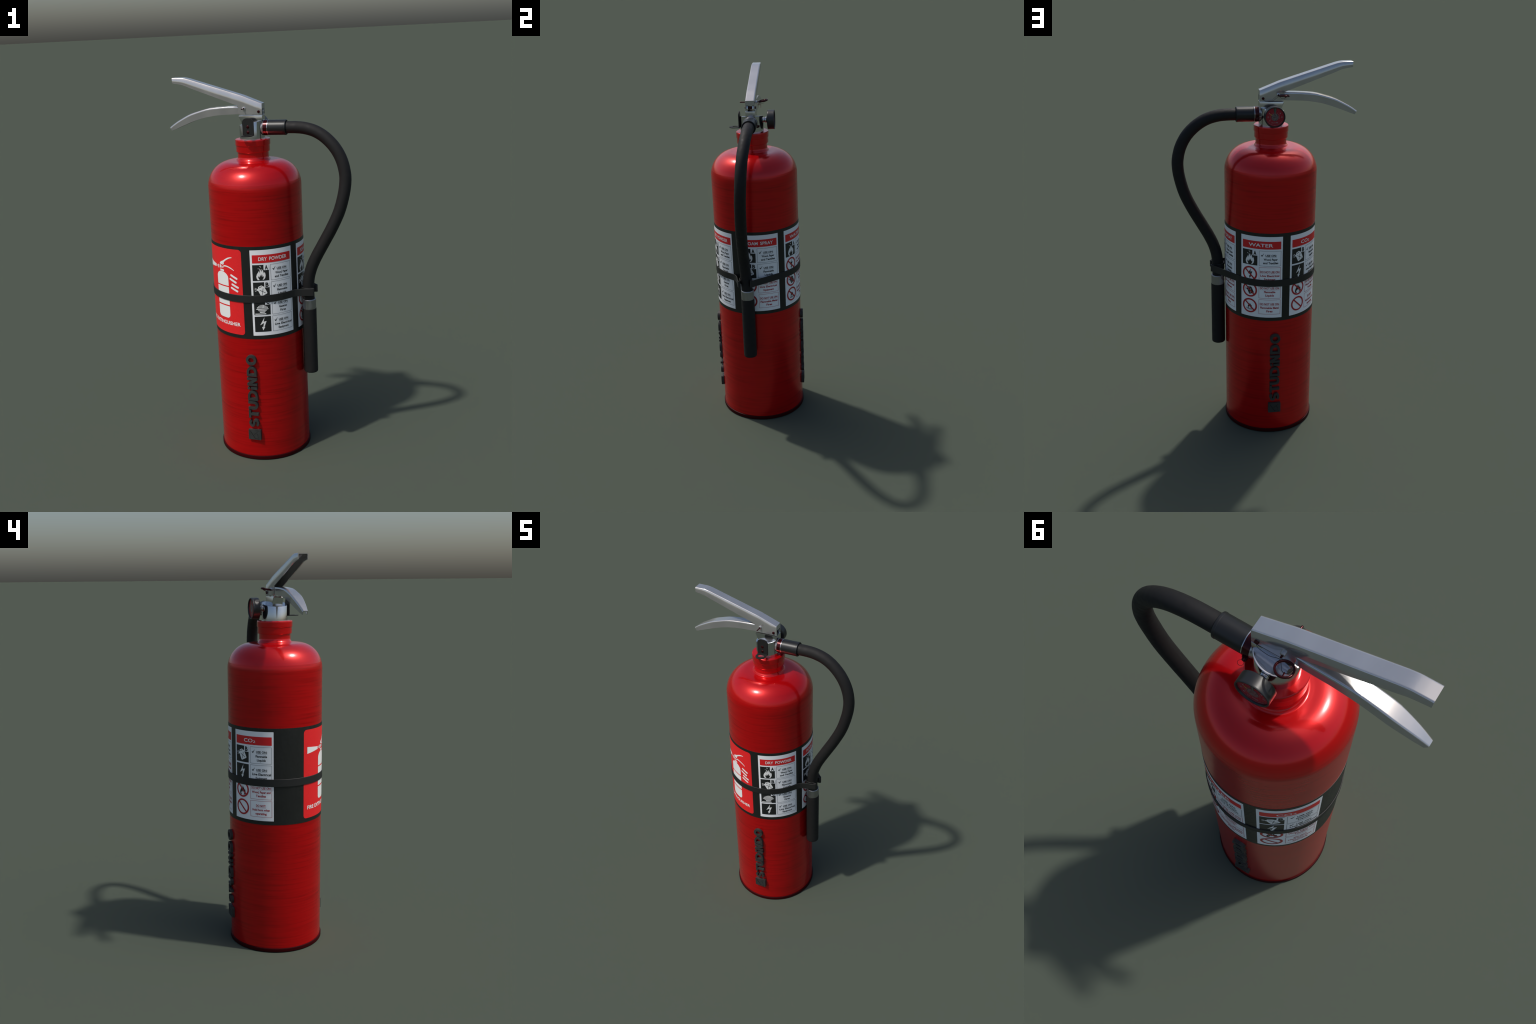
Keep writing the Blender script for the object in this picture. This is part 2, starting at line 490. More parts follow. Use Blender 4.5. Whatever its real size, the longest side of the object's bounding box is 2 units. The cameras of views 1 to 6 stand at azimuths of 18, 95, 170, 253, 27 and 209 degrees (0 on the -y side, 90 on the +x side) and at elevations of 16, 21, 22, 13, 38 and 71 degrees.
def jerrycan():
    """Tilted can: body with a handle slot and an X-shaped pressing, spout and drops."""
    body = [(0.30, 0.20), (0.34, 0.15), (0.70, 0.15), (0.74, 0.20), (0.74, 0.62), (0.62, 0.78), (0.42, 0.78), (0.30, 0.62)]
    slot = [(0.42, 0.68), (0.45, 0.72), (0.60, 0.72), (0.64, 0.68)][::-1]
    def leg(p, q):
        return stroke(p, q, 0.028)[::-1]
    holes = [slot]
    # X pressing as one eight-armed cut-out
    cx, cy, w = 0.52, 0.39, 0.016
    arms = [(0.40, 0.56), (0.64, 0.56), (0.64, 0.22), (0.40, 0.22)]
    cut = []
    for i, p in enumerate(arms):
        d = (Vector(p) - Vector((cx, cy))).normalized(); n = Vector((-d.y, d.x)) * w
        cut += [(p[0] + n.x, p[1] + n.y), (p[0] - n.x, p[1] - n.y)]
        nx = arms[(i + 1) % 4]
        mid = (Vector(p) + Vector(nx)) / 2 - Vector((cx, cy))
        m = Vector((cx, cy)) + mid.normalized() * w * 1.5
        cut.append((m.x, m.y))
    holes.append(cut)
    P = [[turn(l, 25) for l in [body] + holes], turn([(0.24, 0.60), (0.30, 0.56), (0.34, 0.66), (0.28, 0.71)], 25)]
    for p, q in (((0.20, 0.60), (0.11, 0.66)), ((0.19, 0.54), (0.08, 0.53)), ((0.20, 0.48), (0.10, 0.42)), ((0.13, 0.58), (0.08, 0.60))):
        P.append(stroke(p, q, 0.03, 0.015))
    return P

def gas_burner():
    P = [[(0.10, 0.40), (0.90, 0.40), (0.84, 0.35), (0.16, 0.35)], [(0.22, 0.31), (0.78, 0.31), (0.74, 0.27), (0.26, 0.27)], [(0.31, 0.23), (0.69, 0.23), (0.64, 0.15), (0.36, 0.15)], rect(0.05, 0.72, 0.04, 0.10)]
    for i in range(9):
        x = 0.20 + 0.075 * i
        h = 0.46 + 0.17 * math.sin(math.pi * (i + 0.5) / 9)
        P.append(rect(x - 0.022, x + 0.022, 0.43, h + 0.03))
    return P

def metal_fire():
    P = [turn(scaled(FLAME, 0.62, 0.19, 0.22), 0)]
    P += [stroke((0.22, 0.22), (0.80, 0.22), 0.035), stroke((0.30, 0.15), (0.72, 0.15), 0.03), stroke((0.20, 0.30), (0.30, 0.24), 0.03), stroke((0.80, 0.30), (0.70, 0.24), 0.03)]
    return P

ICON = {"fire": [FLAME] + SPARKS, "liquid": jerrycan(), "gas": gas_burner(), "electric": [BOLT], "metal": metal_fire(), "none": []}
LETTER = {"fire": "A", "liquid": "B", "gas": "C"}
MESHES = {}

def fit(polys, s=CELL, shrink=1.0):
    k = s * shrink; o = s * (1 - shrink) / 2
    out = []
    for p in polys:
        if isinstance(p[0], list):
            out.append([scaled(l, k, o, o) for l in p])
        else:
            out.append(scaled(p, k, o, o))
    return out

def shared(key, make):
    if key not in MESHES:
        MESHES[key] = make()
    return MESHES[key]

def shift(polys, dx):
    return [[[(x + dx, y) for x, y in l] for l in p] if isinstance(p[0], list) else [(x + dx, y) for x, y in p] for p in polys]

def hazard(kind, allowed, az, row):
    z = ROW_TOP[row] - CELL
    if allowed:
        place("hazard_square", shared("sq", lambda: wrapped("hazard_square", flat([rect(ICON_X, ICON_X + CELL, 0, CELL)]), M["ink_black"], L2)), az, z)
        place("hazard_symbol", shared("w" + kind, lambda: wrapped("hazard_symbol", flat(shift(fit(ICON[kind]), ICON_X)), M["ink_white"], L3)), az, z)
        if kind in LETTER:
            def tag():
                return wrapped("class_tag", flat([rect(ICON_X + CELL * 0.68, ICON_X + CELL * 1.005, CELL * 0.66, CELL * 1.01)]), M["lab_white"], L3 + 0.0004)
            def glyph():
                return wrapped("class_letter", join_bm([text_bm(LETTER[kind], ICON_X + CELL * 0.750, ICON_X + CELL * 0.945, CELL * 0.690, CELL * 0.975, 0.045)]), M["ink_black"], L3 + 0.0009)
            place("class_tag", shared("tag", tag), az, z)
            place("class_letter", shared("let" + kind, glyph), az, z)
    else:
        if ICON[kind]:
            place("hazard_symbol", shared("b" + kind, lambda: wrapped("hazard_symbol", flat(shift(fit(ICON[kind], CELL, 0.80), ICON_X)), M["ink_black"], L2)), az, z)
        def sign():
            c = CELL / 2; ro, ri = c * 0.99, c * 0.785
            ring = [disc(ICON_X + c, c, ro, 48), disc(ICON_X + c, c, ri, 48)[::-1]]
            d = ri * 0.7071 + 0.001
            return wrapped("prohibition_sign", flat([ring, stroke((ICON_X + c - d, c + d), (ICON_X + c + d, c - d), CELL * 0.088)]), M["ink_red"], L3)
        place("prohibition_sign", shared("sign", sign), az, z)

def instruction(lines, allowed, az, row):
    z = ROW_TOP[row] - CELL
    ink = M["ink_black"] if allowed else M["ink_red"]
    w = BOX_X1 - BOX_X0
    place("text_frame", shared("fr%d" % allowed, lambda: wrapped("text_frame", flat([frame(BOX_X0, BOX_X1, -0.0008, CELL, 0.0014)]), M["ink_grey"] if allowed else M["ink_red"], L2)), az, z)
    def lettering():
        parts = []
        spans = []
        widths = {"USE ON:": 0.50, "DO NOT USE ON:": 0.90, "DO NOT:": 0.46}
        for i, l in enumerate(lines):
            fw = widths.get(l, min(0.88, 0.0575 * len(l)))
            c = 0.545 if allowed and i == 0 else 0.53
            if not allowed:
                c = 0.50
            y1 = CELL * (1 - (0.235, 0.490, 0.725)[i]); y0 = y1 - CELL * 0.145
            parts.append(text_bm(l, BOX_X0 + w * (c - fw / 2), BOX_X0 + w * (c + fw / 2), y0, y1, 0.030))
            spans.append((c, fw))
        c, fw = spans[0]
        yu = CELL * (1 - 0.235 - 0.145) - 0.0040
        parts.append(flat([rect(BOX_X0 + w * (c - fw / 2), BOX_X0 + w * (c + fw / 2), yu, yu + 0.0008)]))
        if allowed:
            tick = [(0.085, 0.715), (0.115, 0.735), (0.135, 0.690), (0.225, 0.845), (0.232, 0.840), (0.150, 0.630), (0.125, 0.625)]
            parts.append(flat([[(BOX_X0 + w * x, CELL * y) for x, y in tick]]))
        return wrapped("instruction_text", join_bm(parts), ink, L2)
    place("instruction_text", shared("tx%d" % allowed + "|".join(lines), lettering), az, z)

USE, NOT = "USE ON:", "DO NOT USE ON:"
T_WOOD, T_LIQ, T_GAS = ("Wood, Paper", "and Textiles"), ("Flammable", "Liquids"), ("Gaseous", "Fires")
T_ELEC, T_METAL = ("Live Electrical", "Equipment"), ("Flammable Metal", "Fires")
PANELS = [
    ("DRY POWDER", 34.0, [("fire", 1, T_WOOD), ("liquid", 1, T_LIQ), ("gas", 1, T_GAS), ("electric", 1, T_ELEC)]),
    ("FOAM SPRAY", 97.5, [("fire", 1, T_WOOD), ("liquid", 1, T_LIQ), ("electric", 0, T_ELEC), ("metal", 0, T_METAL)]),
    ("WATER", 160.3, [("fire", 1, T_WOOD), ("electric", 0, T_ELEC), ("liquid", 0, T_LIQ), ("metal", 0, T_METAL)]),
    ("CO", 223.6, [("liquid", 1, T_LIQ), ("electric", 1, T_ELEC), ("fire", 0, ("Wood, Paper and", "Textiles")), ("none", 0, ("Hold horn when", "operating"))]),
]
HDR0, HDR1 = -26.6 * DEG + 2.5 * DEG, -26.6 * DEG + 51.1 * DEG
for title, az, rows in PANELS:
    place("instruction_panel", shared("panel", lambda: wrapped("instruction_panel", flat([rect(-26.6 * DEG, 26.6 * DEG, Z_LO, Z_HI)]), M["lab_white"], L1)), az)
    place("header_bar", shared("hdr", lambda: wrapped("header_bar", flat([rect(HDR0, HDR1, 1.0938, 1.1358)]), M["lab_hdr"], L2)), az)
    hw = HDR1 - HDR0
    zy = (1.1055, 1.1240)
    span = {"WATER": (0.17, 0.80), "CO": (0.268, 0.522)}.get(title, (0.155, 0.89))
    bms = [text_bm(title, HDR0 + hw * span[0], HDR0 + hw * span[1], *zy, 0.014, 1.7)]
    if title == "CO":
        bms.append(text_bm("2", HDR0 + hw * 0.53, HDR0 + hw * 0.595, 1.1050, 1.1165, 0.0))
    place("header_lettering", wrapped("header_lettering", join_bm(bms), M["ink_white"], L3), az)
    for i, (kind, ok, words) in enumerate(rows):
        hazard(kind, ok, az, i)
        first = USE if ok else NOT
        if kind == "none":
            first = "DO NOT:"
        instruction([first, *words], ok, az, i)

# ---- raised lettering ------------------------------------------------------
def arc(cx, cy, rx, ry, d0, d1, n=14):
    return [(cx + rx * math.cos(math.radians(d0 + (d1 - d0) * k / n)), cy + ry * math.sin(math.radians(d0 + (d1 - d0) * k / n))) for k in range(n + 1)]

def heavy_letter(ch, u0, u1, h0, h1, t=0.0138):
    """Heavy grotesque capitals (and a dotted i) as filled outlines, t is the stem weight."""
    w, h, um, hm = u1 - u0, h1 - h0, (u0 + u1) / 2, (h0 + h1) / 2
    if ch == "T":
        return [[(um - t / 2, h0), (um + t / 2, h0), (um + t / 2, h1 - t * .85), (u1, h1 - t * .85), (u1, h1), (u0, h1), (u0, h1 - t * .85), (um - t / 2, h1 - t * .85)]]
    if ch == "U":
        r, ri = w / 2, w / 2 - t
        return [[(u0, h1)] + arc(um, h0 + r * .95, r, r * .95, 180, 360) + [(u1, h1), (u1 - t, h1)] + arc(um, h0 + r * .95, ri, ri * .95, 360, 180) + [(u0 + t, h1)]]
    if ch == "D":
        rx, ry = w * .58, h / 2
        out = [(u0, h0)] + arc(u1 - rx, hm, rx, ry, -90, 90) + [(u0, h1)]
        inn = [(u0 + t, h0 + t * .85)] + arc(u1 - rx, hm, rx - t, ry - t * .85, -90, 90) + [(u0 + t, h1 - t * .85)]
        return [[out, inn[::-1]]]
    if ch == "N":
        k = t * 1.0
        return [[(u0, h0), (u0 + t * .92, h0), (u0 + t * .92, h0 + h * .52), (u1 - t * .95, h0), (u1, h0), (u1, h1), (u1 - t * .92, h1), (u1 - t * .92, h1 - h * .52), (u0 + t * .95, h1), (u0, h1)]]
    if ch == "O":
        return [[arc(um, hm, w / 2, h / 2, 0, 345, 35), arc(um, hm, w / 2 - t, h / 2 - t * .95, 345, 0, 35)]]
    if ch == "i":
        return [rect(um - t / 2, um + t / 2, h0, h1 - 0.0185), arc(um, h1 - 0.0075, t * .54, t * .50, 0, 345, 23)]
    # S: a ribbon along two opposed arcs, laid as one closed outline
    rx, ry = w / 2 - t / 2, h / 4 - t / 4
    mid = arc(um, h1 - t / 2 - ry, rx, ry, 25, 270, 18) + arc(um, h0 + t / 2 + ry, rx, ry, 90, -155, 18)[1:]
    left, right = [], []
    for i, p in enumerate(mid):
        a, b = mid[max(i - 1, 0)], mid[min(i + 1, len(mid) - 1)]
        d = (Vector(b) - Vector(a)).normalized(); n = Vector((-d.y, d.x)) * t * .46
        left.append((p[0] + n.x, p[1] + n.y)); right.append((p[0] - n.x, p[1] - n.y))
    return [[left[i], left[i + 1], right[i + 1], right[i]] for i in range(len(mid) - 1)]

def raised_logo(az_name, front, dz):
    """Letters run upwards; built lying in (u along the word, v up the letter) then stood on the tank."""
    y_face = -0.2535 if front else 0.2535
    xc = -0.0182 if front else -0.0275
    def stand(bm, depth_back=0.016):
        bmesh.ops.remove_doubles(bm, verts=bm.verts, dist=1e-6)
        r = bmesh.ops.extrude_face_region(bm, geom=bm.faces[:])
        for v in r["geom"]:
            if isinstance(v, bmesh.types.BMVert):
                v.co.z -= depth_back
        for v in bm.verts:
            u, h, d = v.co
            if front:
                v.co = Vector((xc - h, y_face - d, u + dz))
            else:
                v.co = Vector((xc + h, y_face + d, u + dz))
        return bm
    spans = [("S", .1945, .2420), ("T", .2465, .2920), ("U", .2950, .3440), ("D", .3470, .4045), ("i", .4095, .4250), ("N", .4310, .4765), ("D", .4840, .5400), ("O", .5460, .6035)]
    for ch, u0, u1 in spans:
        over = 0.0010 if ch in "SO" else 0.0
        u0, u1 = u0 + 0.0007, u1 - 0.0007
        h0, h1 = -0.0265 - over, 0.0265 + over
        b = stand(flat(heavy_letter(ch, u0, u1, h0, h1)))
        me = bpy.data.meshes.new("raised_letter"); b.to_mesh(me); b.free()
        link("raised_letter", finish(me, M["letter"], 35), root)
    # square badge; groove shade of its slanted mark drawn as proud near-black strokes
    b = stand(flat([rounded(.1215, .1785, -0.0345, 0.0335, 0.003, 3)]))
    me = bpy.data.meshes.new("logo_badge"); b.to_mesh(me); b.free()
    badge = link("logo_badge", finish(me, M["letter"], 35), root)
    marks = [stroke((.174, -.026), (.130, .002), .0016), stroke((.1675, -.023), (.1265, .0035), .0013), stroke((.130, .002), (.1245, .024), .0016), stroke((.1245, .024), (.158, .012), .0014), stroke((.150, -.004), (.170, .020), .0014), stroke((.158, .012), (.148, .022), .0012)]
    b = stand(flat([[(u, -h if not front else -h) for u, h in m] for m in marks]), 0.0015)
    me = bpy.data.meshes.new("badge_mark"); b.to_mesh(me); b.free()
    finish(me, M["groove"], 35)
    link("badge_mark", me, badge, (0, -0.0004 if front else 0.0004, 0))

raised_logo("front", True, 0.0)
raised_logo("back", False, 0.0105)

# ---- valve -----------------------------------------------------------------
RV, ZV, SLOPE = 0.0645, 1.7680, 0.19
def valve_body():
    segs = 96; V, F = [], []
    rings = [(RV, 1.676, 0), (RV, ZV - 0.0022, 1), (RV - 0.0007, ZV - 0.0006, 1), (RV - 0.0024, ZV, 1), (RV - 0.006, ZV, 1), (0.001, ZV, 1)]
    for r, z, s in rings:
        for i in range(segs):
            a = TAU * i / segs
            x = r * math.sin(a)
            V.append((x, -r * math.cos(a), z + s * SLOPE * x))
    for j in range(len(rings) - 1):
        for i in range(segs):
            k = (i + 1) % segs
            F.append((j * segs + i, j * segs + k, (j + 1) * segs + k, (j + 1) * segs + i))
    F.append(tuple((len(rings) - 1) * segs + i for i in range(segs)))
    return V, F
valve = link("valve_body", merge("valve_body", [valve_body()], M["chrome"], 25), root, TANK)
def on_valve(name, me):
    return link(name, me, valve, (-AX, 0, 0))

wedge = prism([(-0.0900, 1.8045), (-0.0932, 1.7995), (-0.0800, 1.7700), (-0.0740, 1.7480), (0.0310, 1.7600), (0.0310, 1.8045)], "y", -0.0262, 0.0262)
on_valve("handle_mount", bevelled(merge("handle_mount", [wedge], M["chrome"]), 0.0016))
lugs = [prism([(-0.014, 1.802), (0.029, 1.802), (0.029, 1.822), (0.025, 1.833), (0.014, 1.838), (0.000, 1.834), (-0.012, 1.815)], "y", y, y + 0.0075) for y in (-0.0195, 0.0120)]
on_valve("pivot_lug", bevelled(merge("pivot_lug", lugs, M["chrome"]), 0.0010))

# hose outlet
xo = 0.0
on_valve("outlet_boss", merge("outlet_boss", [lathe([(0.0340, 0.0), (0.0340, 0.026), (0.0352, 0.029), (0.0365, 0.0345)], 64, along_x(xo, 0, 1.7402))], M["steel"], 30))
on_valve("clamp_ring", merge("clamp_ring", [lathe([(0.030, 0.0340), (0.0384, 0.0340), (0.0388, 0.0346), (0.0388, 0.0540), (0.0380, 0.0546), (0.030, 0.0546)], 80, along_x(xo, 0, 1.7402))], M["maroon"], 30))
on_valve("outlet_washer", merge("outlet_washer", [lathe([(0.030, 0.0546), (0.0388, 0.0547), (0.0391, 0.0552), (0.0391, 0.0570), (0.0386, 0.0576), (0.030, 0.0576)], 80, along_x(xo, 0, 1.7402))], M["chrome"], 30))
ferr = lathe([(0.028, 0.0576), (0.0376, 0.0577), (0.0381, 0.0585), (0.0381, 0.1395), (0.0388, 0.1405), (0.0390, 0.1445), (0.0384, 0.1478), (0.0366, 0.1494), (0.0330, 0.1490), (0.0318, 0.1440), (0.029, 0.1440)], 96, along_x(xo, 0, 1.7402))
link("hose_ferrule", merge("hose_ferrule", [ferr], M["ferrule"], 30), root)

# screw tab and wire loop on the clamp ring
tab_parts = [lathe([(0.0, 0.0), (0.0062, 0.0), (0.0066, 0.001), (0.0066, 0.0135), (0.005, 0.0150), (0.0, 0.0150)], 20, along_y(0.0425, 0.0335, 1.7265)),
             box(0.0370, 0.0510, 0.030, 0.0420, 1.7185, 1.7345)]
on_valve("clamp_screw", merge("clamp_screw", tab_parts, M["maroon"], 30))
loop = [Vector((0.0455 + 0.0085 * math.cos(a), 0.0565 + 0.0085 * math.sin(a), 1.7270 + 0.001 * math.sin(2 * a))) for a in [TAU * k / 32 for k in range(32)]]
on_valve("wire_loop", merge("wire_loop", [tube(loop, 0.0006, 6, True)], M["wire"], 60))

# ---- hanging bracket ---------------------------------------------------------
hp = [(-0.0605, 1.7080), (-0.0020, 1.7080)]
hp += [(-0.0020 - 0.024 + 0.024 * math.cos(t), 1.7730 + 0.022 * math.sin(t)) for t in [math.pi / 2 * k / 8 for k in range(9)]]
hp += [(-0.0615 + 0.024 - 0.024 * math.sin(t), 1.7730 + 0.022 * math.cos(t)) for t in [math.pi / 2 * k / 8 for k in range(9)]]
plate = prism(hp, "y", -0.0705, -0.0650)
rr = 0.0275; cxb = -0.0312; cyb = -0.0975
outer = [(cxb + rr, -0.0660), (cxb + rr, cyb)] + [(cxb + rr * math.cos(t), cyb - rr * math.sin(t)) for t in [math.pi * k / 24 for k in range(1, 24)]] + [(cxb - rr, cyb), (cxb - rr, -0.0660)]
def tab_with_hole(z0, z1):
    hole = [(cxb + 0.0170 * math.cos(TAU * k / 32), cyb + 0.0045 + 0.0140 * math.sin(TAU * k / 32)) for k in range(32)]
    b = flat([[outer, hole[::-1]]])
    r = bmesh.ops.extrude_face_region(b, geom=b.faces[:])
    for v in r["geom"]:
        if isinstance(v, bmesh.types.BMVert):
            v.co.z += z1 - z0
    for v in b.verts:
        v.co.z += z0
    b.verts.index_update()
    V = [v.co.copy() for v in b.verts]; F = [tuple(v.index for v in f.verts) for f in b.faces]
    b.free()
    return V, F
bracket = link("hanging_bracket", merge("hanging_bracket", [plate, tab_with_hole(1.7078, 1.7112)], M["bracket"], 30), root)
for z in (1.7520, 1.7250):
    link("bracket_screw", merge("bracket_screw", [lathe([(0.0, 0.0), (0.0076, 0.0), (0.0078, 0.0010), (0.0070, 0.0019), (0.0, 0.0021)], 24, Matrix.Translation((-0.0322, -0.0700, z)) @ Matrix.Rotation(math.pi / 2, 4, "X"))], M["maroon"], 50), bracket)

# ---- handles -------------------------------------------------------------
def lerp(p, q, n):
    return [tuple(a + (b - a) * k / n for a, b in zip(p, q)) for k in range(n)]
W = 0.0252
# stations: x top, z top, x bottom, z bottom, half width
hs = lerp((-0.4420, 2.0000, -0.4415, 1.9728, W), (-0.4020, 1.9995, -0.3980, 1.9655, W), 3)
hs += [(-0.3920, 1.9992, -0.3860, 1.9625, W), (-0.3820, 1.9980, -0.3740, 1.9578, W), (-0.3720, 1.9960, -0.3630, 1.9530, W)]
hs += lerp((-0.3550, 1.9918, -0.3440, 1.9453, W), (-0.0950, 1.9105, -0.0948, 1.8530, W), 10)
hs += [(-0.0945, 1.9103, -0.0943, 1.8530, W), (-0.0942, 1.9102, -0.0940, 1.8190, W), (-0.0925, 1.9097, -0.0923, 1.8135, W), (-0.0885, 1.9084, -0.0883, 1.8095, W), (-0.0830, 1.9066, -0.0830, 1.8083, W)]
hs += [(-0.0690, 1.9020, -0.0690, 1.8083, W), (-0.0600, 1.8985, -0.0600, 1.8083, W), (-0.0450, 1.8925, -0.0450, 1.8083, W), (0.0000, 1.8745, 0.0000, 1.8083, W), (0.0310, 1.8620, 0.0310, 1.8083, W)]
handle_parts = [channel(hs, 0.0042, 0.0034, 0.033), box(0.0270, 0.0309, -0.0218, 0.0218, 1.8360, 1.8590)]
carry = link("carry_handle", merge("carry_handle", handle_parts, M["steel"], 50), root)

WL = 0.0246
ls = [(0.0100, 1.8440, 0.0100, 1.8130, 0.0110), (-0.0700, 1.8480, -0.0700, 1.8120, 0.0110), (-0.0900, 1.8495, -0.0890, 1.8115, 0.0200), (-0.1000, 1.8505, -0.0980, 1.8112, 0.0243)]
top_l = [(-0.1300, 1.8508), (-0.1600, 1.8498), (-0.1900, 1.8482), (-0.2200, 1.8462), (-0.2500, 1.8432), (-0.2700, 1.8395), (-0.2900, 1.8345), (-0.3100, 1.8288), (-0.3300, 1.8232), (-0.3500, 1.8170), (-0.3700, 1.8090), (-0.3900, 1.7992), (-0.4100, 1.7890), (-0.4300, 1.7785), (-0.4500, 1.7665), (-0.4640, 1.7570), (-0.4768, 1.7478)]
bot_l = [(-0.1300, 1.8103), (-0.1600, 1.8092), (-0.1900, 1.8080), (-0.2170, 1.8055), (-0.2450, 1.8015), (-0.2640, 1.7985), (-0.2830, 1.7945), (-0.3020, 1.7898), (-0.3210, 1.7842), (-0.3410, 1.7780), (-0.3600, 1.7712), (-0.3800, 1.7635), (-0.4000, 1.7560), (-0.4200, 1.7480), (-0.4400, 1.7395), (-0.4540, 1.7350), (-0.4660, 1.7302)]
def lever_w(x):
    if x > -0.36:
        return 0.0254
    t = (-0.36 - x) / 0.1168
    return 0.0254 - 0.0127 * t ** 1.35
ls += [(x, z, xb, zb, lever_w(x)) for (x, z), (xb, zb) in zip(top_l, bot_l)]
link("squeeze_lever", merge("squeeze_lever", [channel(ls, 0.0040, 0.0040, 0.005)], M["steel"], 50), root)

# pivot pin, safety pin, bosses
piv = lathe([(0.0, -0.0295), (0.0060, -0.0293), (0.0070, -0.0280), (0.0070, 0.0285), (0.0060, 0.0302), (0.0, 0.0305)], 28, along_y(0.0138, 0, 1.8222))
link("pivot_pin", merge("pivot_pin", [piv], M["maroon"], 40), root)
bosses = [lathe([(0.0085, y0), (0.0080, y1), (0.0052, y1 + (0.0012 if y1 > 0 else -0.0012)), (0.0038, y1)], 24, along_y(-0.0630, 0, 1.8390)) for y0, y1 in ((-0.0235, -0.0310), (0.0235, 0.0320))]
link("pin_boss", merge("pin_boss", bosses, M["steel"], 40), carry)

pin = link("safety_pin", merge("safety_pin", [lathe([(0.0, -0.0640), (0.0022, -0.0640), (0.0030, -0.0630), (0.0030, 0.0395), (0.0, 0.0400)], 16, along_y(-0.0633, 0, 1.8385))], M["maroon"], 40), root)
ring = []
for k in range(2 * 40 + 1):
    a = math.radians(140) + TAU * k / 40
    ring.append(Vector((-0.0872 + 0.0242 * math.cos(a), 0.0610 + 0.0242 * math.sin(a), 1.8375 + 0.0052 * k / 80 + 0.0035 * math.sin(a))))
link("pull_ring", merge("pull_ring", [tube(ring, 0.0031, 12)], M["maroon"], 60), pin)
seal_post = tube([Vector((-0.0905, 0.0655, 1.8330)), Vector((-0.0925, 0.0790, 1.8375))], 0.0019, 10)
link("seal_tag", merge("seal_tag", [seal_post], M["maroon"], 50), pin)
cable = spline([(0.0138, 0.0305, 1.8200), (0.0065, 0.0330, 1.8105), (-0.012, 0.0350, 1.8075), (-0.032, 0.0370, 1.8105), (-0.050, 0.0385, 1.8240), (-0.0640, 0.0430, 1.8345), (-0.0715, 0.0500, 1.8290), (-0.0800, 0.0610, 1.8260), (-0.0905, 0.0660, 1.8300), (-0.1010, 0.0590, 1.8330), (-0.1050, 0.0480, 1.8370), (-0.0990, 0.0360, 1.8360)], 8)
link("seal_cable", merge("seal_cable", [tube(cable, 0.0007, 6)], M["wire"], 60), pin)

# ---- gauge -----------------------------------------------------------------
GX, GZ = -0.0316, 1.7468
G = along_y(GX, 0, GZ)
case = lathe([(0.0, 0.0870), (0.0490, 0.0870), (0.0516, 0.0885), (0.0522, 0.0915), (0.0522, 0.1232), (0.0516, 0.1250), (0.0500, 0.1256), (0.0478, 0.1252), (0.0468, 0.1240), (0.0462, 0.1190), (0.0, 0.1188)], 96, G)
gauge = link("pressure_gauge", merge("pressure_gauge", [case], M["gaugecase"], 35), root)
stem = lathe([(0.0135, 0.0560), (0.0132, 0.0700), (0.0140, 0.0720), (0.0160, 0.0745), (0.0163, 0.0800), (0.0150, 0.0835), (0.0120, 0.0880)], 48, G)
link("gauge_stem", merge("gauge_stem", [stem], M["chrome"], 35), gauge)

def dial(polys, mat, name, y, bm=None):
    """Dial artwork in (right, up) as seen facing the gauge from +y."""
    b = bm or flat(polys)
    for v in b.verts:
        v.co = Vector((GX - v.co.x, y, GZ + v.co.y))
    for f in b.faces:
        f.normal_update()
        if f.normal.y < 0:
            f.normal_flip()
    me = bpy.data.meshes.new(name); b.to_mesh(me); b.free()
    me.materials.append(mat)
    return link(name, me, gauge)
RD = 0.0460
dial([disc(0, 0, RD, 64)], M["dial_red"], "dial_face", 0.1194)
dial([[(0, 0.001)] + [(RD * 0.985 * math.sin(math.radians(a)), RD * 0.985 * math.cos(math.radians(a))) for a in range(-11, 12, 2)][::-1]], M["dial_green"], "dial_sector", 0.1198)
marks = [disc(-0.0275, 0.0185, 0.0026, 12), disc(0.0265, 0.0195, 0.0026, 12), disc(-0.0255, -0.0165, 0.0027, 12), disc(0.0, -0.0405, 0.0017, 10)]
for k in range(40):
    a = math.radians(-118 + 6 * k)
    if abs(a) < 0.25:
        continue
    marks.append(stroke((0.0215 * math.sin(a), 0.0215 * math.cos(a)), ((0.0235 + 0.002 * (k % 5 == 0)) * math.sin(a), (0.0235 + 0.002 * (k % 5 == 0)) * math.cos(a)), 0.0008))
for k in range(26):
    a = math.radians(122 + 4.6 * k)
    marks.append(stroke((0.0395 * math.sin(a), 0.0395 * math.cos(a)), (0.0412 * math.sin(a), 0.0412 * math.cos(a)), 0.0022 if k % 4 else 0.0012))
for sx in (-1, 1):
    marks += [rect(sx * 0.0345 - 0.0035, sx * 0.0345 + 0.0035, y, y + 0.0012) for y in (-0.003, 0.0, 0.003)]
marks.append(stroke((0, 0.018), (0, 0.043), 0.0016))
dial(marks, M["dial_print"], "dial_marks", 0.1201)
dial(None, M["dial_print"], "dial_lettering", 0.1201, text_bm("S.S. TUBE", -0.0165, 0.0165, -0.0300, -0.0235, 0.01))
dial([disc(0, 0, 0.0185, 40)], M["dial_disc"], "dial_disc", 0.1200)
dial([stroke((-0.0260, 0.0170), (-0.0150, 0.0095), 0.0012, 0.0042)], M["needle"], "dial_needle", 0.1206)

